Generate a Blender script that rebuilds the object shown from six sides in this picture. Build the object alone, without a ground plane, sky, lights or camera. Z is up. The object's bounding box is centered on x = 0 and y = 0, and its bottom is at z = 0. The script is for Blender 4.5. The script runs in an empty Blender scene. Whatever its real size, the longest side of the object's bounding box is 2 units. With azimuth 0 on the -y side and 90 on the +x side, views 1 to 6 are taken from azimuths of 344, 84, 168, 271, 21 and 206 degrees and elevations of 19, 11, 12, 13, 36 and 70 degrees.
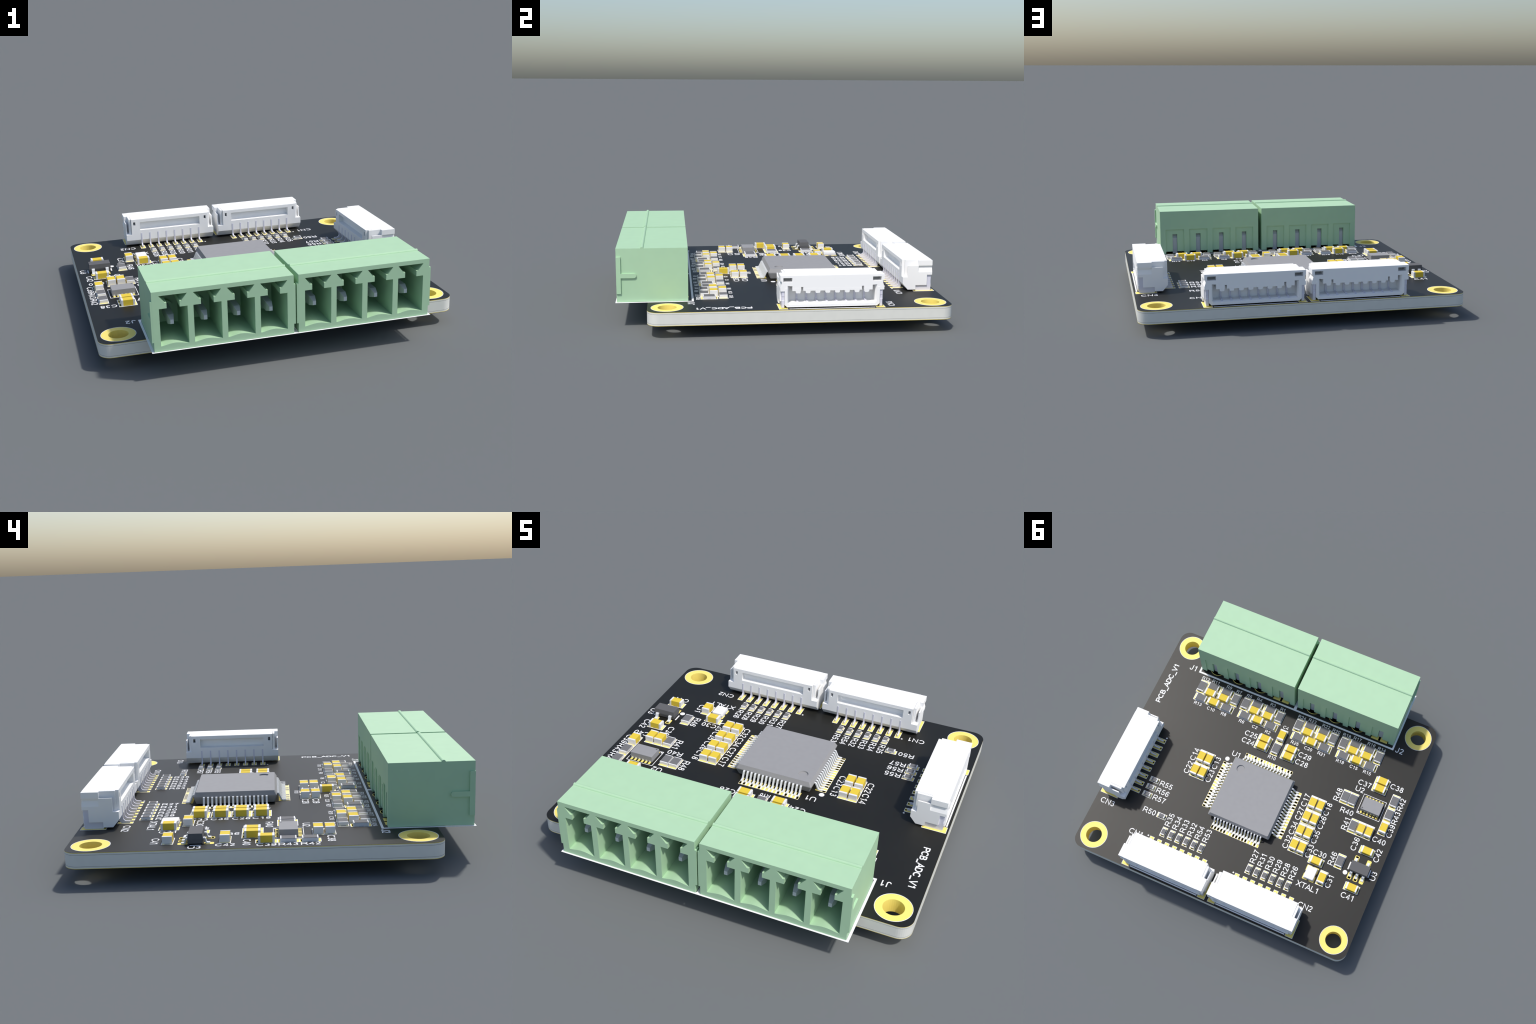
"""Small black printed circuit board with two green terminal blocks, three white
wire connectors, a square chip, small chips and rows of tiny parts.
All lengths below are in millimetres of the real thing; 1 mm = 1/22 m in the scene."""
import bpy, bmesh, math, random
from mathutils import Vector, Matrix
from mathutils.geometry import tessellate_polygon

MM = 1.0 / 22.0
TOP = 3.45            # upper face of the board
BOTTOM = 1.70         # lower face of the board
SILK = TOP + 0.022    # upper face of the white print

# ------------------------------------------------------------------ materials
def material(name, color, rough=0.5, metallic=0.0, specular=0.5, grain=0.0, grain_scale=60.0, coat=0.0):
    m = bpy.data.materials.new(name)
    m.use_nodes = True
    nt = m.node_tree
    b = nt.nodes["Principled BSDF"]
    b.inputs["Base Color"].default_value = (*color, 1)
    b.inputs["Roughness"].default_value = rough
    b.inputs["Metallic"].default_value = metallic
    b.inputs["Specular IOR Level"].default_value = specular
    b.inputs["Coat Weight"].default_value = coat
    if grain > 0:
        tc = nt.nodes.new("ShaderNodeTexCoord")
        n = nt.nodes.new("ShaderNodeTexNoise")
        n.inputs["Scale"].default_value = grain_scale
        n.inputs["Detail"].default_value = 4
        r = nt.nodes.new("ShaderNodeValToRGB")
        r.color_ramp.elements[0].position = 0.3
        r.color_ramp.elements[1].position = 0.7
        r.color_ramp.elements[0].color = (*[c * (1 - grain) for c in color], 1)
        r.color_ramp.elements[1].color = (*[min(1, c * (1 + grain)) for c in color], 1)
        nt.links.new(tc.outputs["Object"], n.inputs["Vector"])
        nt.links.new(n.outputs["Fac"], r.inputs["Fac"])
        nt.links.new(r.outputs["Color"], b.inputs["Base Color"])
    return m

M_MASK = material("black_solder_mask", (0.0105, 0.0100, 0.0075), 0.50, specular=0.44, grain=0.05, grain_scale=8)
M_CORE = material("pale_fibreglass", (0.70, 0.705, 0.655), 0.7, specular=0.3, grain=0.02, grain_scale=20)
M_INNER = material("dark_inner_copper", (0.05, 0.05, 0.05), 0.6)
M_GOLD = material("gold_plating", (0.93, 0.76, 0.19), 0.55, specular=0.3)
M_SILK = material("white_ink", (0.9, 0.9, 0.9), 0.7)
M_BLACK_PATCH = material("black_patch", (0.002, 0.002, 0.002), 0.9, specular=0.0)  # flat black patches on the gold pads, laid on as thin plates
M_GREEN = material("green_plastic", (0.41, 0.625, 0.405), 0.65, specular=0.4, grain=0.015, grain_scale=15)
M_PIN = material("terminal_metal", (0.55, 0.58, 0.63), 0.5)
M_WHITE = material("white_plastic", (0.94, 0.94, 0.93), 0.65, specular=0.4)
M_TIN = material("tinned_contact", (0.70, 0.70, 0.80), 0.45)
M_LEAD = material("bright_lead", (0.72, 0.74, 0.75), 0.4)
M_CHIP = material("grey_epoxy", (0.30, 0.30, 0.305), 0.75, specular=0.3, grain=0.02, grain_scale=30)
M_DARKCHIP = material("dark_grey_epoxy", (0.115, 0.115, 0.118), 0.75, specular=0.3)
M_YELLOW = material("yellow_ceramic", (0.74, 0.55, 0.052), 0.7, specular=0.3)
M_ENDCAP = material("tin_end_cap", (0.78, 0.78, 0.78), 0.5)
M_CERAMIC = material("pale_ceramic", (0.70, 0.70, 0.71), 0.6)
M_RESIST = material("grey_resistor_coat", (0.165, 0.165, 0.168), 0.75, specular=0.3)
M_LID = material("white_ceramic_lid", (0.86, 0.86, 0.87), 0.5)

# ------------------------------------------------------------------ geometry helpers
def mesh_from(name, verts, faces, mats, face_mats=None):
    me = bpy.data.meshes.new(name)
    me.from_pydata([tuple(c * MM for c in v) for v in verts], [], faces)
    for m in (mats if isinstance(mats, (list, tuple)) else [mats]):
        me.materials.append(m)
    if face_mats:
        for p, i in zip(me.polygons, face_mats):
            p.material_index = i
    bm = bmesh.new(); bm.from_mesh(me)
    bmesh.ops.recalc_face_normals(bm, faces=bm.faces[:])
    bm.to_mesh(me); bm.free()
    me.update()
    return me

class Solid:
    """collects closed pieces into one vertex / face list"""
    def __init__(self):
        self.v, self.f = [], []
    def add(self, verts, faces):
        o = len(self.v)
        self.v += [tuple(p) for p in verts]
        self.f += [tuple(i + o for i in q) for q in faces]
        return self
    def box(self, x0, x1, y0, y1, z0, z1):
        v = [(x, y, z) for z in (z0, z1) for x, y in ((x0, y0), (x1, y0), (x1, y1), (x0, y1))]
        return self.add(v, [(3, 2, 1, 0), (4, 5, 6, 7), (0, 1, 5, 4), (1, 2, 6, 5), (2, 3, 7, 6), (3, 0, 4, 7)])
    def prism(self, poly, axis, a, b):
        """extrude a 2-D outline along an axis ('x': poly=(y,z); 'y': (x,z); 'z': (x,y))"""
        put = {'x': lambda p, t: (t, p[0], p[1]), 'y': lambda p, t: (p[0], t, p[1]), 'z': lambda p, t: (p[0], p[1], t)}[axis]
        n = len(poly)
        v = [put(p, a) for p in poly] + [put(p, b) for p in poly]
        f = [tuple(range(n)), tuple(range(2 * n - 1, n - 1, -1))]
        f += [(i, i + n, (i + 1) % n + n, (i + 1) % n) for i in range(n)]
        return self.add(v, f)
    def plate(self, outer, holes, z0, z1):
        """flat sheet with holes"""
        loops = [outer] + holes
        flat = [p for l in loops for p in l]
        n = len(flat)
        tris = tessellate_polygon([[Vector((p[0], p[1], 0)) for p in l] for l in loops])
        v = [(p[0], p[1], z1) for p in flat] + [(p[0], p[1], z0) for p in flat]
        f = [tuple(t) for t in tris] + [tuple(i + n for i in reversed(t)) for t in tris]
        o = 0
        for l in loops:
            k = len(l)
            f += [(o + i, o + (i + 1) % k, o + (i + 1) % k + n, o + i + n) for i in range(k)]
            o += k
        return self.add(v, f)
    def mesh(self, name, mats):
        return mesh_from(name, self.v, self.f, mats)

def boolean(base, cutter, op):
    """combine two meshes, return the first with the operation applied"""
    a = bpy.data.objects.new("helper_a", base); b = bpy.data.objects.new("helper_b", cutter)
    for o in (a, b):
        bpy.context.scene.collection.objects.link(o)
    mod = a.modifiers.new("b", 'BOOLEAN'); mod.object = b; mod.operation = op; mod.solver = 'EXACT'
    dg = bpy.context.evaluated_depsgraph_get()
    me = bpy.data.meshes.new_from_object(a.evaluated_get(dg))
    bpy.data.objects.remove(a); bpy.data.objects.remove(b)
    return me

def circle(cx, cy, r, n=32):
    return [(cx + r * math.cos(2 * math.pi * i / n), cy + r * math.sin(2 * math.pi * i / n)) for i in range(n)]

def rounded_rect(x0, x1, y0, y1, r, n=8):
    out = []
    for cx, cy, a in ((x1 - r, y1 - r, 0), (x0 + r, y1 - r, 90), (x0 + r, y0 + r, 180), (x1 - r, y0 + r, 270)):
        for i in range(n + 1):
            t = math.radians(a + 90 * i / n)
            out.append((cx + r * math.cos(t), cy + r * math.sin(t)))
    return out

def obj(name, data, parent, loc=(0, 0, 0), rot=0.0):
    o = bpy.data.objects.new(name, data)
    bpy.context.scene.collection.objects.link(o)
    o.parent = parent
    o.location = tuple(c * MM for c in loc)
    o.rotation_euler = (0, 0, math.radians(rot))
    return o

# ------------------------------------------------------------------ the thing
root = bpy.data.objects.new("circuit_board", None)
bpy.context.scene.collection.objects.link(root)
root["label"] = "black circuit board with green terminal blocks and white connectors"
root["category"] = "circuit board"

# ------------------------------------------------------------------ board
HOLES = [(19.5, 19.05), (-19.5, 19.05), (19.5, -14.95), (-19.5, -14.95)]
HOLE_R = 1.19
J_CENTRES = (8.335, -8.335)
J_PITCH, J_PIN_Y = 3.81, -13.4
OUTLINE = rounded_rect(-22.0, 22.0, -17.45, 21.55, 1.5, 10)
drill = [circle(x, y, HOLE_R + 0.05, 32) for x, y in HOLES]

board = obj("board", Solid().plate(OUTLINE, drill, BOTTOM + 0.27, TOP - 0.27).mesh("board_core", M_CORE), root)
s = Solid()
for z0, z1 in ((BOTTOM + 0.07, BOTTOM + 0.245), (TOP - 0.245, TOP - 0.07)):
    s.plate(OUTLINE, drill, z0, z1)
obj("laminate_layer", s.mesh("laminate_layer", M_CORE), board)
s = Solid()
for z0, z1 in ((BOTTOM + 0.245, BOTTOM + 0.27), (TOP - 0.27, TOP - 0.245)):
    s.plate(OUTLINE, drill, z0, z1)
obj("inner_copper_layer", s.mesh("inner_copper_layer", M_INNER), board)
s = Solid()
for z0, z1 in ((BOTTOM + 0.02, BOTTOM + 0.07), (TOP - 0.07, TOP - 0.02)):
    s.plate(OUTLINE, drill, z0, z1)
obj("copper_layer", s.mesh("copper_layer", M_GOLD), board)
s = Solid()
for z0, z1 in ((BOTTOM, BOTTOM + 0.02), (TOP - 0.02, TOP)):
    s.plate(OUTLINE, drill, z0, z1)
obj("solder_mask", s.mesh("solder_mask", M_MASK), board)

# mounting holes: gold sleeve with flanges, white printed ring around it
s = Solid()
n = 32
prof = [(HOLE_R, BOTTOM - 0.015), (HOLE_R, TOP + 0.015), (2.0, TOP + 0.015), (2.0, TOP - 0.01), (HOLE_R + 0.06, TOP - 0.01),
        (HOLE_R + 0.06, BOTTOM + 0.01), (2.0, BOTTOM + 0.01), (2.0, BOTTOM - 0.015)]
v = [(r * math.cos(2 * math.pi * i / n), r * math.sin(2 * math.pi * i / n), z) for i in range(n) for r, z in prof]
k = len(prof)
f = [(i * k + j, i * k + (j + 1) % k, ((i + 1) % n) * k + (j + 1) % k, ((i + 1) % n) * k + j) for i in range(n) for j in range(k)]
sleeve = s.add(v, f).mesh("mounting_hole_sleeve", M_GOLD)
ring = Solid().plate(circle(0, 0, 2.06, 48), [circle(0, 0, 2.01, 48)], TOP - 0.005, SILK).mesh("silkscreen_ring", M_SILK)
for x, y in HOLES:
    obj("mounting_hole_sleeve", sleeve, board, (x, y, 0))
    obj("silkscreen_ring", ring, board, (x, y, 0))

# ------------------------------------------------------------------ white print
def frame(s, x0, x1, y0, y1, w, z0=TOP - 0.003, z1=SILK):
    s.plate([(x0, y0), (x1, y0), (x1, y1), (x0, y1)],
            [[(x0 + w, y0 + w), (x0 + w, y1 - w), (x1 - w, y1 - w), (x1 - w, y0 + w)]], z0, z1)

# plain sans-serif lettering drawn with strokes (unit = capital height)
def arc(cx, cy, rx, ry, a0, a1, n=10):
    return [(cx + rx * math.cos(math.radians(a0 + (a1 - a0) * i / n)), cy + ry * math.sin(math.radians(a0 + (a1 - a0) * i / n))) for i in range(n + 1)]
SIX = [arc(.39, .305, .245, .24, 180, 540, 20), arc(.43, .5, .285, .435, 200, 28, 14)]
BOWL = [(.13, .935), (.58, .935)] + arc(.58, .7, .22, .235, 75, -75) + [(.58, .465), (.13, .465)]
GLYPHS = {   # character: (advance, strokes)
    '0': (.776, [arc(.39, .5, .25, .435, 90, 450, 24)]),
    '1': (.776, [[(.17, .735), (.33, .84), (.43, .97)], [(.44, 0), (.44, 1)]]),
    '2': (.776, [arc(.375, .70, .235, .235, 170, -35) + [(.13, .065)], [(.11, .065), (.66, .065)]]),
    '3': (.776, [arc(.37, .735, .2, .2, 160, -90), arc(.37, .3, .245, .235, 90, -165)]),
    '4': (.776, [[(.52, 0), (.52, .95), (.09, .29), (.68, .29)]]),
    '5': (.776, [[(.62, .935), (.23, .935), (.15, .5)] + arc(.37, .33, .255, .265, 130, -160, 12)]),
    '6': (.776, SIX),
    '7': (.776, [[(.1, .935), (.62, .935), (.42, .58), (.31, 0)]]),
    '8': (.776, [arc(.39, .735, .2, .2, 90, 450, 18), arc(.39, .29, .25, .225, 90, 450, 18)]),
    '9': (.776, [[(.78 - x, 1 - y) for x, y in st] for st in SIX]),
    'A': (.93, [[(.04, 0), (.46, .96), (.89, 0)], [(.2, .33), (.73, .33)]]),
    'B': (.93, [[(.13, 0), (.13, 1)], [(.13, .935), (.5, .935)] + arc(.5, .73, .2, .205, 75, -75) + [(.5, .525), (.13, .525)],
                [(.55, .525)] + arc(.55, .295, .24, .23, 75, -75) + [(.55, .065), (.13, .065)]]),
    'C': (1.0, [arc(.52, .5, .42, .435, 42, 318, 18)]),
    'D': (1.0, [[(.13, 0), (.13, 1)], [(.13, .935), (.45, .935)] + arc(.45, .5, .41, .435, 80, -80, 12) + [(.45, .065), (.13, .065)]]),
    'J': (.70, [[(.52, 1), (.52, .3)] + arc(.3, .3, .22, .235, -15, -175)]),
    'L': (.776, [[(.12, 1), (.12, .065), (.7, .065)]]),
    'N': (1.0, [[(.14, 0), (.14, .95), (.84, .05), (.84, 1)]]),
    'P': (.93, [[(.13, 0), (.13, 1)], BOWL]),
    'R': (1.0, [[(.13, 0), (.13, 1)], BOWL, [(.48, .46), (.64, .36), (.9, 0)]]),
    'T': (.853, [[(.04, .935), (.81, .935)], [(.425, 0), (.425, .93)]]),
    'U': (1.0, [[(.13, 1), (.13, .38)] + arc(.5, .38, .37, .315, 195, 345) + [(.87, .38), (.87, 1)]]),
    'V': (.93, [[(.04, 1), (.46, .04), (.89, 1)]]),
    'X': (.93, [[(.06, 0), (.87, 1)], [(.06, 1), (.87, 0)]]),
    '_': (.776, [[(0, -.17), (.776, -.17)]])}

def stroke(s, pts, w, z0, z1):
    """a ribbon of width w along a polyline (closed when the ends meet)"""
    closed = math.dist(pts[0], pts[-1]) < 1e-4
    if closed: pts = pts[:-1]
    n = len(pts)
    L, R = [], []
    for i, p in enumerate(pts):
        a = pts[i - 1] if (i or closed) else None
        b = pts[(i + 1) % n] if (i < n - 1 or closed) else None
        dirs = [Vector((q[0] - o[0], q[1] - o[1])).normalized() for o, q in ((a, p), (p, b)) if o is not None and q is not None]
        t = sum(dirs, Vector((0, 0))).normalized()
        nrm = Vector((-t.y, t.x))
        k = 1.0
        if len(dirs) == 2:
            k = 1.0 / max(0.5, nrm.dot(Vector((-dirs[0].y, dirs[0].x))))
        L.append((p[0] + nrm.x * w / 2 * k, p[1] + nrm.y * w / 2 * k))
        R.append((p[0] - nrm.x * w / 2 * k, p[1] - nrm.y * w / 2 * k))
    v = [(*q, z1) for q in L] + [(*q, z1) for q in R] + [(*q, z0) for q in L] + [(*q, z0) for q in R]
    f = []
    for i in range(n if closed else n - 1):
        j = (i + 1) % n
        f += [(i, n + i, n + j, j), (2 * n + i, 2 * n + j, 3 * n + j, 3 * n + i), (i, j, 2 * n + j, 2 * n + i), (n + i, 3 * n + i, 3 * n + j, n + j)]
    if not closed:
        f += [(0, 2 * n, 3 * n, n), (n - 1, 2 * n - 1, 4 * n - 1, 3 * n - 1)]
    s.add(v, f)

_text_cache = {}
def text_mesh(txt, cap, weight):
    key = (txt, cap, weight)
    if key not in _text_cache:
        s = Solid()
        width = sum(GLYPHS[ch][0] for ch in txt)
        x, k = -width / 2, 0
        for ch in txt:
            adv, strokes = GLYPHS[ch]
            for st in strokes:
                # crossing strokes are set at minutely different heights
                stroke(s, [((x + p[0]) * cap, (p[1] - 0.5) * cap) for p in st], weight * cap, 0.0, 0.02 + 0.0012 * (k % 5))
                k += 1
            x += adv
        _text_cache[key] = s.mesh("silkscreen_label", M_SILK)
    return _text_cache[key]

LABELS = [
    ('C29', -4.57, -5.13, 'Hb'), ('C28', -4.57, -3.87, 'Hb'), ('C25', 4.52, -5.12, 'Hb'), ('C24', 4.50, -3.88, 'Hb'),
    ('U1', 5.24, -1.19, 'Hb'), ('C13', 7.51, 1.36, 'Vb'), ('C23', 7.52, 3.66, 'Vb'), ('C14', 11.20, 1.36, 'Vb'), ('C22', 11.18, 3.66, 'Vb'),
    ('C17', -7.47, 1.32, 'Vb'), ('C27', -7.47, 3.62, 'Vb'), ('C34', -7.50, 6.08, 'Vb'), ('C32', -7.50, 8.40, 'Vb'),
    ('C18', -11.11, 1.32, 'Vb'), ('C26', -11.12, 3.62, 'Vb'), ('C35', -11.11, 6.05, 'Vb'), ('C33', -11.12, 8.38, 'Vb'),
    ('C30', -12.74, 8.15, 'Hb'), ('R46', -14.71, 8.05, 'Vb'), ('C31', -15.62, 11.38, 'Vb'), ('XTAL1', -13.06, 13.48, 'Hb'),
    ('C42', -20.71, 4.97, 'Vb'), ('C36', -16.94, 4.65, 'Vb'), ('C41', -18.96, 12.43, 'Hb'), ('U3', -21.28, 8.10, 'Vb'),
    ('CN2', -13.87, 16.27, 'Hb'), ('C37', -14.74, -4.71, 'Hb'), ('C38', -19.49, -5.99, 'Hb'), ('U2', -14.40, -3.58, 'Hb'),
    ('R48', -11.61, -1.51, 'Vb'), ('R40', -13.89, 0.45, 'Hb'), ('R41', -14.46, 2.25, 'Vb'), ('R42', -21.05, -3.79, 'Vb'),
    ('R43', -21.05, -1.51, 'Vb'), ('C39', -21.06, 0.73, 'Vb'), ('C40', -20.04, 2.78, 'Hb'), ('R50', 13.48, 12.40, 'Hb'),
    ('CN1', 13.78, 16.24, 'Hb'), ('R55', 12.96, 7.72, 'Hb'), ('R56', 12.97, 8.94, 'Hb'), ('R57', 12.98, 10.15, 'Hb'),
    ('CN3', 19.98, 13.64, 'Hb'), ('PCB_ADC_V1', 20.44, -7.85, 'Vt'), ('J1', 17.70, -11.87, 'Hj'), ('J2', -17.64, -11.83, 'Hj'),
    ('C4', 0.03, -8.31, 'Hs'), ('R10', 0.03, -2.89, 'Hs')]
for i, name in enumerate(('R35', 'R34', 'R33', 'R32', 'R54', 'R53')):
    LABELS.append((name, 10.05 - 1.25 * i, 12.42, 'Vb'))
for i, name in enumerate(('R27', 'R31', 'R30', 'R29', 'R28', 'R26')):
    LABELS.append((name, -4.03 - 1.25 * i, 12.42, 'Vb'))
FILTERS = [(12.17, 'R12 R11 R9 R7 R13 C10 R8'), (4.56, 'R5 R4 R3 R1 R6 C2 R2'),
           (-4.55, 'R24 R23 R22 R20 R25 C20 R21'), (-12.15, 'R18 R17 R16 R14 R19 C15 R15')]
for gx, names in FILTERS:
    for name, dx, y in zip(names.split(), (2.93, 1.2, -1.12, -2.89, 2.29, 0.0, -2.21), (-10.92, -11.03, -11.03, -10.93, -6.52, -6.49, -6.50)):
        LABELS.append((name, gx + dx, y, 'Hs'))
STYLE = {'b': (0.84, 0.135), 's': (0.52, 0.14), 't': (0.80, 0.19), 'j': (0.9, 0.14)}
for txt, x, y, st in LABELS:
    obj("silkscreen_label", text_mesh(txt, *STYLE[st[1]]), board, (x, y, TOP), 180 if st[0] == 'H' else -90)

# ------------------------------------------------------------------ gold pads
_pads = {}
def pad(w, l, parent, x, y, rot=0, corner=0.0):
    key = (w, l, corner)
    if key not in _pads:
        s = Solid()
        if corner:
            s.prism(rounded_rect(-w / 2, w / 2, -l / 2, l / 2, corner, 4), 'z', -0.01, 0.012)
        else:
            s.box(-w / 2, w / 2, -l / 2, l / 2, -0.01, 0.012)
        _pads[key] = s.mesh("solder_pad", M_GOLD)
    return obj("solder_pad", _pads[key], parent, (x, y, TOP), rot)

# ------------------------------------------------------------------ tiny two-ended parts
outlines = Solid()
def chip_meshes(name, L, W, H, end, body_mat, coat):
    """body along local x; returns body mesh and the mesh of one end cap"""
    e = 0.015
    b = Solid()
    if coat:
        b.box(-L / 2 + end * 0.9, L / 2 - end * 0.9, -W / 2 + e, W / 2 - e, 0.03, H - 0.03)
        body = b.mesh(name, body_mat)
    else:
        b.box(-L / 2 + end * 0.9, L / 2 - end * 0.9, -W / 2 + e, W / 2 - e, 0.03, H - e)
        body = b.mesh(name, body_mat)
    c = Solid()
    r = 0.04
    c.prism([(0, 0), (end, 0), (end, H), (r, H), (0.012, H - 0.012), (0, H - r)], 'y', -W / 2, W / 2)
    cap = c.mesh("end_cap", M_ENDCAP)
    top = None
    if coat:
        top = Solid().box(-L / 2 + end * 0.95, L / 2 - end * 0.95, -W / 2 + 0.012, W / 2 - 0.012, H - 0.05, H - 0.004).mesh("resistor_coat", M_RESIST)
    return body, cap, top

CAP0603 = chip_meshes("capacitor", 1.72, 1.04, 0.78, 0.24, M_YELLOW, False)
RES0603 = chip_meshes("resistor", 1.70, 1.04, 0.42, 0.14, M_CERAMIC, True)
RES0402 = chip_meshes("resistor_small", 1.08, 0.56, 0.36, 0.15, M_CERAMIC, True)
SIZES = {'C': (CAP0603, 1.72, 2.30, 1.24, "capacitor"), 'R': (RES0603, 1.70, 2.30, 1.24, "resistor"),
         'r': (RES0402, 1.08, 1.52, 0.84, "resistor")}

def small_part(kind, x, y, vertical):
    (body, cap, top), L, SL, SW, name = SIZES[kind]
    o = obj(name, body, root, (x, y, TOP + 0.014), 90 if vertical else 0)
    for sgn in (-1, 1):
        obj("end_cap", cap, o, (sgn * L / 2, 0, 0), 0 if sgn < 0 else 180)
    if top:
        obj("resistor_coat", top, o)
    pl = SL * 0.36
    for sgn in (-1, 1):
        d = sgn * (SL / 2 - 0.07 - pl / 2)
        if vertical:
            pad(SW - 0.2, pl, board, x, y + d)
        else:
            pad(pl, SW - 0.2, board, x + d, y)
    # thin black strip beside one end of some parts
    if rng.random() < 0.65:
        e, t, q = L / 2 + 0.07, 0.055, SW * 0.22
        if vertical:
            black_patches.box(x - q, x + q, y + e - t, y + e + t, TOP, TOP + 0.016)
        else:
            black_patches.box(x - e - t, x - e + t, y - q, y + q, TOP, TOP + 0.016)
    a, b = (SW, SL) if vertical else (SL, SW)
    outlines_list.append((x - a / 2, x + a / 2, y - b / 2, y + b / 2))

outlines_list = []
black_patches = Solid()
rng = random.Random(7)
H, V = False, True
PARTS = [('C', -2.23, -5.18, H), ('C', -2.23, -3.93, H), ('C', 2.21, -5.18, H), ('C', 2.21, -3.93, H), ('C', 0.02, -6.72, V), ('R', 0.02, -4.45, V),
         ('C', 8.72, 1.37, V), ('C', 8.72, 3.68, V), ('C', 9.97, 1.37, V), ('C', 9.97, 3.68, V),
         ('C', -12.66, 9.44, H), ('C', -14.44, 11.43, V), ('R', -15.91, 8.02, V), ('C', -19.0, 5.04, H), ('C', -19.0, 11.03, H),
         ('C', -17.1, -5.98, H), ('C', -17.1, -4.73, H), ('R', -12.8, -1.56, V), ('R', -14.04, -1.56, V),
         ('R', -19.92, -3.77, V), ('R', -19.92, -1.52, V), ('C', -19.92, 0.74, V),
         ('R', -15.62, 2.22, V), ('C', -16.87, 2.22, V), ('C', -18.12, 2.22, V), ('r', 11.44, 12.39, H)]
for y in (1.34, 3.65, 6.0, 8.43):
    PARTS += [('C', -8.67, y, V), ('C', -9.93, y, V)]
PARTS += [('r', 10.05 - 1.25 * i, 14.5, V) for i in range(6)] + [('r', -4.03 - 1.25 * i, 14.5, V) for i in range(6)]
PARTS += [('r', 15.0, 7.67 + 1.25 * i, H) for i in range(3)]
for gx, _ in FILTERS:
    PARTS += [('R', gx + 2.2, -7.56, H), ('C', gx, -7.56, H), ('R', gx - 2.2, -7.56, H),
              ('R', gx + 2.93, -9.45, V), ('R', gx - 2.93, -9.45, V), ('R', gx + 1.15, -10.05, H), ('R', gx - 1.15, -10.05, H),
              ('C', gx + 1.15, -8.80, H), ('C', gx - 1.15, -8.80, H)]
for p in PARTS:
    small_part(*p)
for i, (x0, x1, y0, y1) in enumerate(outlines_list):
    dz = 0.0004 * (i % 9)          # neighbouring frames overlap: keep them off one plane
    frame(outlines, x0, x1, y0, y1, 0.07, TOP - 0.003, SILK + dz)

# ------------------------------------------------------------------ square chip (64 pins)
UX, UY = 0.0, 4.51
def frustum(levels, chamfer=0.0):
    s = Solid()
    rings = []
    for hx, hy, z in levels:
        c = chamfer
        rings.append([(hx - c, -hy, z), (hx, -hy + c, z), (hx, hy - c, z), (hx - c, hy, z), (-hx + c, hy, z), (-hx, hy - c, z), (-hx, -hy + c, z), (-hx + c, -hy, z)])
    n = 8
    v = [p for r in rings for p in r]
    f = [tuple(range(n - 1, -1, -1)), tuple(range((len(rings) - 1) * n, len(rings) * n))]
    for a in range(len(rings) - 1):
        f += [(a * n + i, a * n + (i + 1) % n, (a + 1) * n + (i + 1) % n, (a + 1) * n + i) for i in range(n)]
    return s.add(v, f)
chip = frustum([(4.72, 4.72, 0.12), (5.0, 5.0, 0.95), (5.0, 5.0, 1.05), (4.74, 4.74, 1.56)], 0.12).mesh("processor_chip", M_CHIP)
dimple = Solid().add(*(lambda n: ([(3.37 + r * math.cos(2 * math.pi * i / n), -3.36 + r * math.sin(2 * math.pi * i / n), z) for r, z in ((0.57, 1.40), (0.64, 1.7)) for i in range(n)],
        [tuple(range(n)), tuple(range(2 * n - 1, n - 1, -1))] + [(i, i + n, (i + 1) % n + n, (i + 1) % n) for i in range(n)]))(32)).mesh("dimple_cutter", M_CHIP)
chip = boolean(chip, dimple, 'DIFFERENCE')
processor = obj("processor_chip", chip, root, (UX, UY, TOP))
lead = Solid().prism([(4.9, 1.04), (5.12, 1.04), (5.24, 0.97), (5.58, 0.22), (5.66, 0.165), (6.08, 0.155), (6.08, 0.02), (5.6, 0.02), (5.47, 0.09), (5.12, 0.88), (5.05, 0.92), (4.9, 0.92)],
                     'y', -0.11, 0.11).mesh("lead", M_LEAD)
BLACK_PADS = ["1011110000111111", "1001010000101011", "0111110000000110", "1111100111110010"]
clear = Solid()      # mask opening around the pad rows: pale laminate shows between the pads
for side in range(4):
    rot = 90 * side
    c, sn = round(math.cos(math.radians(rot))), round(math.sin(math.radians(rot)))
    for i in range(16):
        t = 0.5 * (i - 7.5)
        obj("lead", lead, processor, (-sn * t, c * t, 0), rot)
        pad(1.36, 0.31, board, UX + c * 5.87 - sn * t, UY + sn * 5.87 + c * t, rot)
    xs = sorted((c * 5.75 - sn * 3.93, c * 6.57 + sn * 3.93)); ys = sorted((sn * 5.75 - c * 3.93, sn * 6.57 + c * 3.93))
    clear.box(UX + xs[0], UX + xs[1], UY + ys[0], UY + ys[1], TOP - 0.005, TOP + 0.004)
obj("mask_opening", clear.mesh("mask_opening", M_SILK), board)
for side, pattern in enumerate(BLACK_PADS):
    for i, ch in enumerate(pattern):
        if ch != '1': continue
        t = 0.5 * (i - 7.5)
        if side == 0: x, y, w, l = 6.27, t, 0.46, 0.25      # +x side, from -y to +y
        elif side == 1: x, y, w, l = -t, -6.27, 0.25, 0.46  # -y side, from +x to -x
        elif side == 2: x, y, w, l = -6.27, t, 0.46, 0.25
        else: x, y, w, l = -t, 6.27, 0.25, 0.46
        black_patches.box(UX + x - w / 2, UX + x + w / 2, UY + y - l / 2, UY + y + l / 2, TOP, TOP + 0.016)

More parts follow.
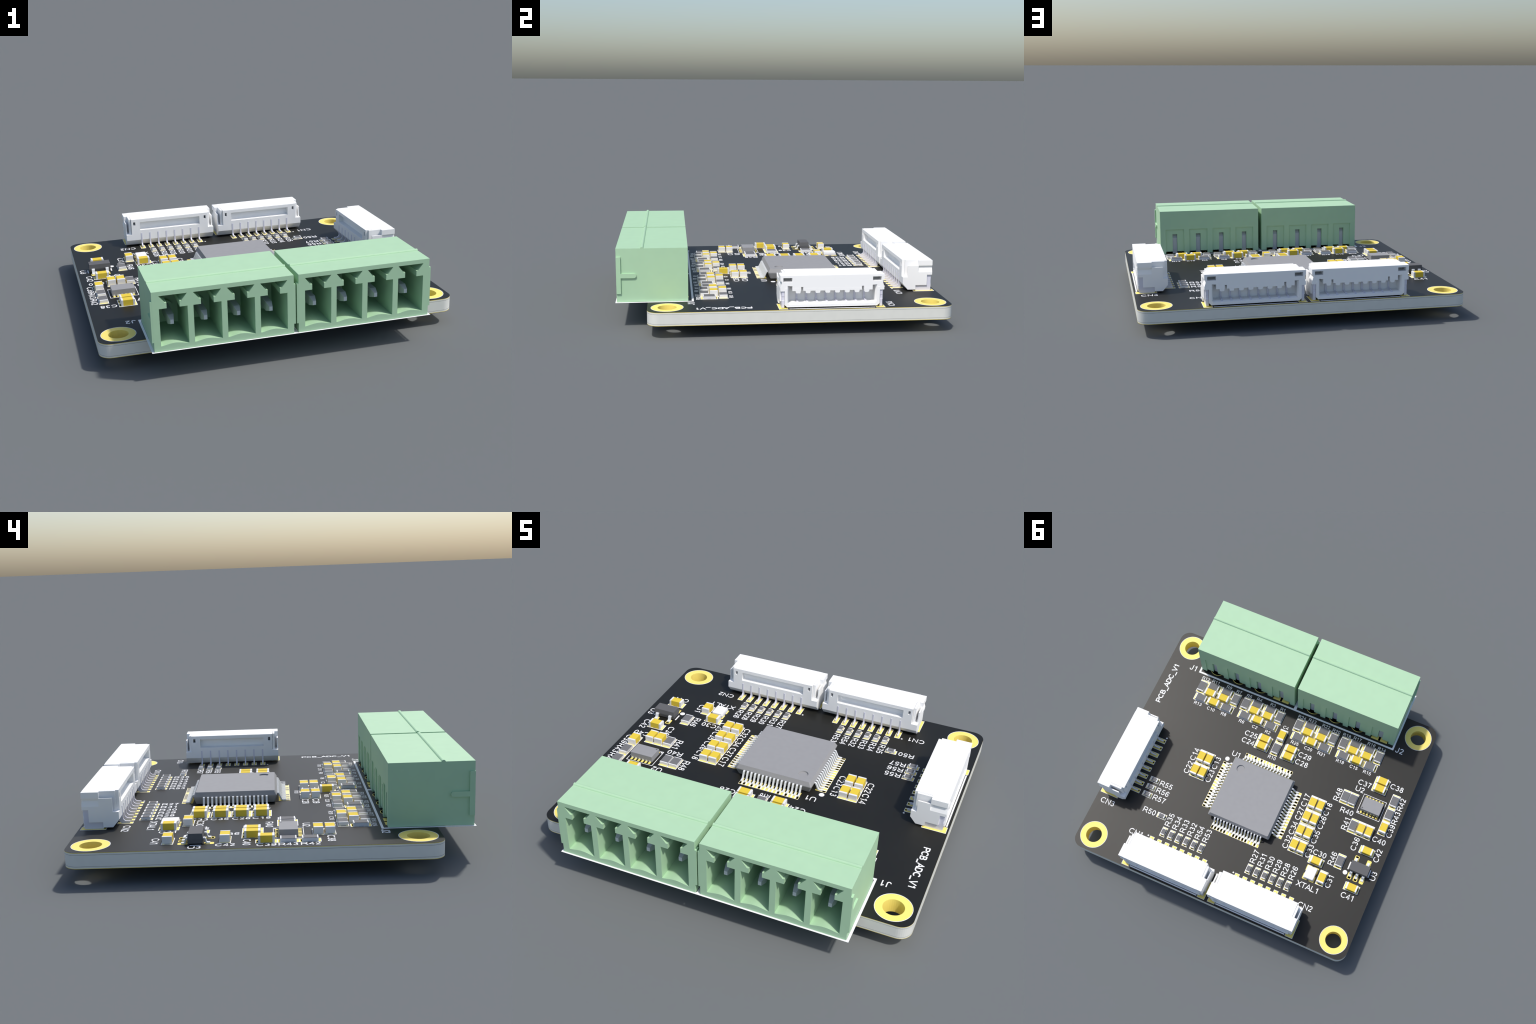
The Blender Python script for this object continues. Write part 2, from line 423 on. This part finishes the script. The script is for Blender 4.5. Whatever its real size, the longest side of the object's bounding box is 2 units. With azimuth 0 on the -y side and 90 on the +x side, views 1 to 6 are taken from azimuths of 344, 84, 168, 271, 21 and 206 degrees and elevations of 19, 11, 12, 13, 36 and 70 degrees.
# ------------------------------------------------------------------ small flat chip
AX, AY = -17.1, -1.58
amp = obj("amplifier_chip", Solid().box(-1.5, 1.5, -1.0, 1.0, 0.03, 0.82).mesh("amplifier_chip", M_CHIP), root, (AX, AY, TOP))
obj("pin_mark", Solid().prism(circle(1.27, 0.78, 0.12, 16), 'z', 0.8, 0.824).mesh("pin_mark", M_DARKCHIP), amp)
contact = Solid().box(-0.11, 0.11, -0.15, 0.03, 0.02, 0.2).mesh("contact", M_LEAD)
for i in range(6):
    x = 0.5 * (i - 2.5)
    for sgn in (-1, 1):
        pad(0.28, 0.62, board, AX + x, AY + sgn * 1.12)
        obj("contact", contact, amp, (x, sgn * 1.0, 0), 0 if sgn > 0 else 180)
        if i in (0, 1, 2, 4) and sgn > 0:
            black_patches.box(AX + x - 0.09, AX + x + 0.09, AY + 1.12, AY + 1.3, TOP, TOP + 0.016)
frame(outlines, -18.93, -15.25, -3.22, 0.06, 0.07)
outlines.prism(circle(-15.48, -0.18, 0.13, 16), 'z', TOP, SILK)

# ------------------------------------------------------------------ five-leg chip
RX, RY = -19.0, 8.05
reg = obj("regulator_chip", frustum([(1.40, 0.72, 0.12), (1.47, 0.80, 0.55), (1.47, 0.80, 0.65), (1.42, 0.74, 1.2)]).mesh("regulator_chip", M_DARKCHIP), root, (RX, RY, TOP))
leg = Solid().prism([(0.7, 0.66), (0.98, 0.66), (1.06, 0.58), (1.16, 0.2), (1.24, 0.15), (1.5, 0.14), (1.5, 0.02), (1.14, 0.02), (1.05, 0.09), (0.94, 0.5), (0.7, 0.5)],
                    'x', -0.2, 0.2).mesh("leg", M_LEAD)
for x, sgn in ((0.95, 1), (0, 1), (-0.95, 1), (0.95, -1), (-0.95, -1)):
    obj("leg", leg, reg, (x, 0, 0), 0 if sgn > 0 else 180)
    pad(0.66, 1.05, board, RX + x, RY + sgn * 1.37, 0, 0.15)
    if (x, sgn) in ((0.95, 1), (0, 1), (0.95, -1)):
        black_patches.box(RX + x - 0.2, RX + x + 0.2, RY + sgn * 1.67 - 0.13, RY + sgn * 1.67 + 0.13, TOP, TOP + 0.016)
outlines.prism(circle(-17.22, 9.22, 0.34, 24), 'z', TOP, SILK)
for x in (-17.42, -20.6):
    outlines.box(x - 0.09, x + 0.09, 7.42, 8.62, TOP, SILK)
outlines.prism(circle(6.24, 0.02, 0.34, 24), 'z', TOP, SILK)

# ------------------------------------------------------------------ crystal
XX, XY = -12.64, 11.45
cryst = obj("crystal", Solid().box(-0.8, 0.8, -1.0, 1.0, 0.02, 0.34).mesh("crystal", M_CERAMIC), root, (XX, XY, TOP))
lid = Solid().prism(rounded_rect(-0.76, 0.76, -0.96, 0.96, 0.2, 6), 'z', 0.33, 0.62).mesh("crystal_lid", M_LID)
bm = bmesh.new(); bm.from_mesh(lid)
top_edges = [e for e in bm.edges if all(v.co.z > 0.6 * MM for v in e.verts)]
bmesh.ops.bevel(bm, geom=top_edges, offset=0.1 * MM, segments=4, affect='EDGES', profile=0.5)
bm.to_mesh(lid); bm.free()
obj("crystal_lid", lid, cryst)
for sx in (-1, 1):
    for sy in (-1, 1):
        pad(0.78, 0.92, board, XX + sx * 0.53, XY + sy * 0.68, 0, 0.08)

# ------------------------------------------------------------------ green terminal blocks
BX, Y0, Y1, Z0, Z1 = 8.055, -21.38, -12.22, 3.5, 10.5     # half width, front, back, underside, top
def cell_outline(cx):
    hump = [(cx - 1.58 + 3.16 * i / 12, 4.1 + 0.24 * math.sin(math.pi * i / 12) ** 1.5) for i in range(13)]
    pts = hump + [(cx + 1.58, 8.5), (cx + 0.72, 8.5), (cx + 0.72, 9.16), (cx + 0.92, 9.16), (cx + 1.58, 10.0),
                  (cx - 1.58, 10.0), (cx - 0.92, 9.16), (cx - 0.72, 9.16), (cx - 0.72, 8.5), (cx - 1.58, 8.5)]
    return pts
CELLS = [J_PITCH * (i - 1.5) for i in range(4)]
block = Solid().box(-BX, BX, Y0, Y1, Z0, Z1).mesh("terminal_block", M_GREEN)
cut = Solid()
for cx in CELLS:
    cut.prism(cell_outline(cx), 'y', Y0 - 0.5, -15.0)
block = boolean(block, cut.mesh("cutter", M_GREEN), 'DIFFERENCE')
cut = Solid()
for cx in CELLS:                                            # stepped panels in the back
    cut.box(cx - 1.49, cx + 1.49, Y1 - 0.16, Y1 + 0.5, Z0 - 1, 7.5)
block = boolean(block, cut.mesh("cutter", M_GREEN), 'DIFFERENCE')
cut = Solid()
for cx in CELLS:                                            # pin slots
    cut.box(cx - 0.38, cx + 0.38, -13.9, Y1 + 0.4, Z0 - 0.5, 6.72)
block = boolean(block, cut.mesh("cutter", M_GREEN), 'DIFFERENCE')
cut = Solid()
for cx in CELLS:                                            # clearance over the pads
    cut.box(cx - 1.49, cx + 1.49, -15.5, Y1 + 0.4, Z0 - 0.6, 3.86)
block = boolean(block, cut.mesh("cutter", M_GREEN), 'DIFFERENCE')
TEE = [(-21.6, 9.42), (-20.8, 9.42), (-20.8, 7.25)] + \
      [(-19.12 + 0.3 * math.cos(math.radians(a)), 6.96 + 0.29 * math.sin(math.radians(a))) for a in range(90, -91, -30)] + \
      [(-20.8, 6.67), (-20.8, 4.62), (-21.6, 4.62)]
tee_rib = Solid()                                           # T-shaped locking rib on both flanks
for sg in (-1, 1):
    tee_rib.prism([(max(y, Y0 + 0.005), z) for y, z in TEE], 'x', sg * (BX - 0.05), sg * (BX + 0.2))
ridge = Solid().prism([(-18.05 + 0.22 * math.cos(math.radians(a)), Z1 - 0.03 + 0.21 * math.sin(math.radians(a))) for a in range(0, 181, 20)], 'x', -BX, BX)
rib_mesh = tee_rib.mesh("locking_rib", M_GREEN)
ridge_mesh = ridge.mesh("top_ridge", M_GREEN)
boss = Solid()                                              # round collars around the pins, inside the cells
for cx in CELLS:
    boss.prism(circle(cx, 6.3, 0.91, 32), 'y', -15.7, -14.9)
boss_mesh = boss.mesh("pin_collar", M_GREEN)
pin = Solid()
w = 0.36
pin.prism([(-19.2, 6.85), (-13.7, 6.85), (-13.1, 6.55), (-12.78, 6.0), (-12.78, 0.6), (-12.85, 0.0), (-13.55, 0.0), (-13.65, 0.6), (-13.65, 5.75), (-19.2, 5.75)], 'x', -w, w)
pv = [(-w, -19.2, 5.75), (w, -19.2, 5.75), (w, -19.2, 6.85), (-w, -19.2, 6.85), (-0.19, -20.1, 6.05), (0.19, -20.1, 6.05), (0.19, -20.1, 6.55), (-0.19, -20.1, 6.55)]
pin.add(pv, [(4, 5, 6, 7), (0, 1, 5, 4), (1, 2, 6, 5), (2, 3, 7, 6), (3, 0, 4, 7)])
pin_mesh = pin.mesh("terminal_pin", M_PIN)
ring_pad = Solid().plate(circle(0, 0, 1.3, 40), [circle(0, 0, 1.21, 40)], TOP - 0.01, TOP + 0.012).mesh("through_hole_pad", M_GOLD)
black_disc = Solid().plate(circle(0, 0, 1.21, 40), [[(-0.4, 0.67), (0.4, 0.67), (0.4, -0.4), (-0.4, -0.4)]], TOP - 0.01, TOP + 0.009).mesh("pad_black_patch", M_BLACK_PATCH)
square_pad = Solid().plate([(-1.32, -1.3), (1.32, -1.3), (1.32, 1.3), (-1.32, 1.3)], [[(-0.16, 1.29), (0.16, 1.29), (0.16, 0.4), (-0.16, 0.4)]], TOP - 0.01, TOP + 0.012).mesh("through_hole_pad", M_GOLD)
for jx in J_CENTRES:
    tb = obj("terminal_block", block, root, (jx, 0, 0))
    obj("locking_rib", rib_mesh, tb)
    obj("top_ridge", ridge_mesh, tb)
    obj("pin_collar", boss_mesh, tb)
    for i, cx in enumerate(CELLS):
        obj("terminal_pin", pin_mesh, tb, (cx, 0, 0))
        if i == 0:
            obj("through_hole_pad", square_pad, board, (jx + cx, J_PIN_Y, 0))
            black_patches.box(jx + cx - 0.16, jx + cx + 0.16, J_PIN_Y + 0.4, J_PIN_Y + 1.28, TOP - 0.01, TOP + 0.008)
        else:
            obj("through_hole_pad", ring_pad, board, (jx + cx, J_PIN_Y, 0))
            obj("pad_black_patch", black_disc, board, (jx + cx, J_PIN_Y, 0))
    a, b = (-0.04, 16.68) if jx > 0 else (-16.68, 0.04)
    frame(outlines, a, b, -21.55, -11.5, 0.27, TOP + 0.001, SILK + (0.004 if jx > 0 else 0.0))

# ------------------------------------------------------------------ white wire connectors (8 ways)
# local frame: u along the row, v towards the mating side (0 = inner end of the pads), h above the board
PINS_U = [4.375 - 1.25 * i for i in range(8)]
core = Solid().prism([(1.15, 4.23), (1.15, 1.05), (1.86, 0.2), (5.22, 0.2), (5.22, 4.23)], 'x', -5.82, 5.82).mesh("connector_housing", M_WHITE)
def unite(m, s, op='UNION'):
    return boolean(m, s.mesh("piece", M_WHITE), op)
side = [(5.2, 4.225), (3.27, 4.225), (3.27, 3.52), (1.8, 3.52), (1.8, 1.94), (1.15, 1.94), (1.15, 1.05), (1.86, 0.21), (2.94, 0.21), (2.94, 0.82), (4.5, 0.82), (4.5, 2.24), (5.2, 2.24)]
core = unite(core, Solid().prism(side, 'x', -6.63, 6.63))
low = [(-5.72, 0.19), (5.72, 0.19), (6.07, 0.47), (6.07, 2.6), (-6.07, 2.6), (-6.07, 0.47)]
core = unite(core, Solid().prism(low, 'y', 2.5, 5.225))
corner = Solid()
for sg in (-1, 1):     # cut away the sharp lower corners of the middle block
    corner.prism([(sg * 5.68, 0.1), (sg * 6.2, 0.1), (sg * 6.2, 0.52)], 'y', 4.55, 5.5)
core = unite(core, corner, 'DIFFERENCE')
pockets = Solid()
for sg in (-1, 1):
    pockets.box(*sorted((sg * 6.15, sg * 6.47)), 1.0, 3.25, 1.96, 4.6)
    pockets.box(*sorted((sg * 5.83, sg * 6.8)), 1.0, 1.5, 1.96, 4.6)
for sg in (-1, 1):     # hollow under the upper front flange
    pockets.prism([(sg * 6.7, 3.52), (sg * 6.45, 3.50), (sg * 6.45, 3.2), (sg * 6.7, 2.38)], 'y', 3.29, 5.6)
core = unite(core, pockets, 'DIFFERENCE')
posts = Solid()
for sg in (-1, 1):
    posts.box(*sorted((sg * 5.86, sg * 6.15)), 1.5, 3.3, 1.9, 4.215)
core = unite(core, posts)
windows = Solid()
for sg in (-1, 1):
    windows.box(*sorted((sg * 5.22, sg * 5.54)), 0.9, 2.4, 3.3, 3.82)
    windows.box(*sorted((sg * 5.13, sg * 6.26)), 3.6, 5.6, 3.43, 3.96)
windows.prism([(0.9, 2.5), (0.9, 3.78), (1.85, 3.74), (1.85, 2.62)], 'x', -4.55, 4.55)
core = unite(core, windows, 'DIFFERENCE')
mouth = [(-5.53, 0.69), (5.53, 0.69), (5.53, 2.9), (5.12, 2.9), (5.12, 2.27)]
for i, p in enumerate(PINS_U):
    mouth += [(p + 0.31, 2.27), (p + 0.31, 2.08), (p + 0.2, 1.97), (p - 0.2, 1.97), (p - 0.31, 2.08), (p - 0.31, 2.27)]
    if i == 0:
        mouth += [(4.02, 2.27), (4.02, 2.78), (3.74, 2.78), (3.74, 2.27)]
    if i == 6:
        mouth += [(-3.74, 2.27), (-3.74, 2.78), (-4.02, 2.78), (-4.02, 2.27)]
mouth += [(-5.12, 2.27), (-5.12, 2.9), (-5.53, 2.9)]
core = unite(core, Solid().prism(mouth, 'y', 3.5, 5.6), 'DIFFERENCE')
bevel = Solid().prism([(5.5, 0.42), (5.5, 1.0), (4.75, 1.0), (4.75, 0.691)], 'x', -5.53, 5.53)
core = unite(core, bevel, 'DIFFERENCE')
bevel = Solid()
for sg in (-1, 1):
    bevel.prism([(sg * 5.45, 4.7), (sg * 5.53, 4.85), (sg * 5.75, 5.3), (sg * 5.45, 5.3)], 'z', 0.7, 2.93)
core = unite(core, bevel, 'DIFFERENCE')

contact_pin = Solid()
foot = [(1.20, 2.07), (1.11, 2.07), (1.11, 0.62)]
foot += [(0.71 + 0.40 * math.cos(math.radians(a)), 0.64 - 0.36 * math.sin(math.radians(a))) for a in (15, 35, 55, 75)]
foot += [(0.68, 0.28), (0.33, 0.28), (0.33, 0.015), (1.2, 0.015)]
foot += [(1.2 + 0.3 * math.sin(math.radians(a)), 0.315 - 0.3 * math.cos(math.radians(a))) for a in (20, 45, 70, 90)]
foot += [(1.5, 1.0), (1.2, 1.3)]
contact_pin.prism(foot, 'x', -0.09, 0.09)
contact_pin.prism([(3.35, 0.6), (4.7, 0.6), (5.05, 0.5), (5.05, 0.64), (4.7, 0.82), (3.8, 0.86), (3.65, 1.0), (3.65, 1.8), (3.35, 1.8)], 'x', -0.12, 0.12)
contact_pin_mesh = contact_pin.mesh("contact_pin", M_TIN)
tab_mesh = Solid().prism([(5.08, 2.235), (4.4, 2.235), (4.4, 0.815), (2.95, 0.815), (2.95, 0.02), (4.98, 0.02), (5.08, 0.12), (5.08, 1.05), (5.04, 1.1), (5.04, 1.5), (5.08, 1.55)],
                         'x', -0.17, 0.17).mesh("anchor_tab", M_TIN)
for cx, cy, rot in ((6.885, 15.8, 0), (-7.19, 15.8, 0), (16.24, 5.80, -90)):
    cn = obj("wire_connector", core, root, (cx, cy, TOP), rot)
    c, sn = math.cos(math.radians(rot)), math.sin(math.radians(rot))
    def W(u, v):
        return cx + c * u - sn * v, cy + sn * u + c * v
    for i, u in enumerate(PINS_U):
        obj("contact_pin", contact_pin_mesh, cn, (u, 0, 0))
        pad(0.6, 1.66, board, *W(u, 0.88), rot)
        q = W(u, 0.18)
        if rot and i != 2:
            black_patches.box(q[0] - 0.11, q[0] + 0.11, q[1] - 0.1, q[1] + 0.1, TOP, TOP + 0.016)
        # thin white outline of the pad
        x0, y0 = W(u - 0.36, -0.01); x1, y1 = W(u + 0.36, 1.77)
        frame(outlines, min(x0, x1), max(x0, x1), min(y0, y1), max(y0, y1), 0.05)
    for sg in (-1, 1):
        obj("anchor_tab", tab_mesh, cn, (sg * 6.27, 0, 0))
        pad(1.08, 2.80, board, *W(sg * 6.21, 4.09), rot)
        x0, y0 = W(sg * 6.21 - 0.59, 2.64); x1, y1 = W(sg * 6.21 + 0.59, 5.54)
        frame(outlines, min(x0, x1), max(x0, x1), min(y0, y1), max(y0, y1), 0.04)
    x0, y0 = W(-5.5, 5.27); x1, y1 = W(5.5, 5.45)
    outlines.box(min(x0, x1), max(x0, x1), min(y0, y1), max(y0, y1), TOP, SILK)
    outlines.prism(circle(*W(5.05, 0.08), 0.12, 16), 'z', TOP, SILK)

lines = obj("silkscreen_outline", outlines.mesh("silkscreen_outline", M_SILK), board)
lines["kind"] = "stuff"
dark = obj("pad_black_patch_group", black_patches.mesh("pad_black_patch_group", M_BLACK_PATCH), board)
dark["kind"] = "stuff"
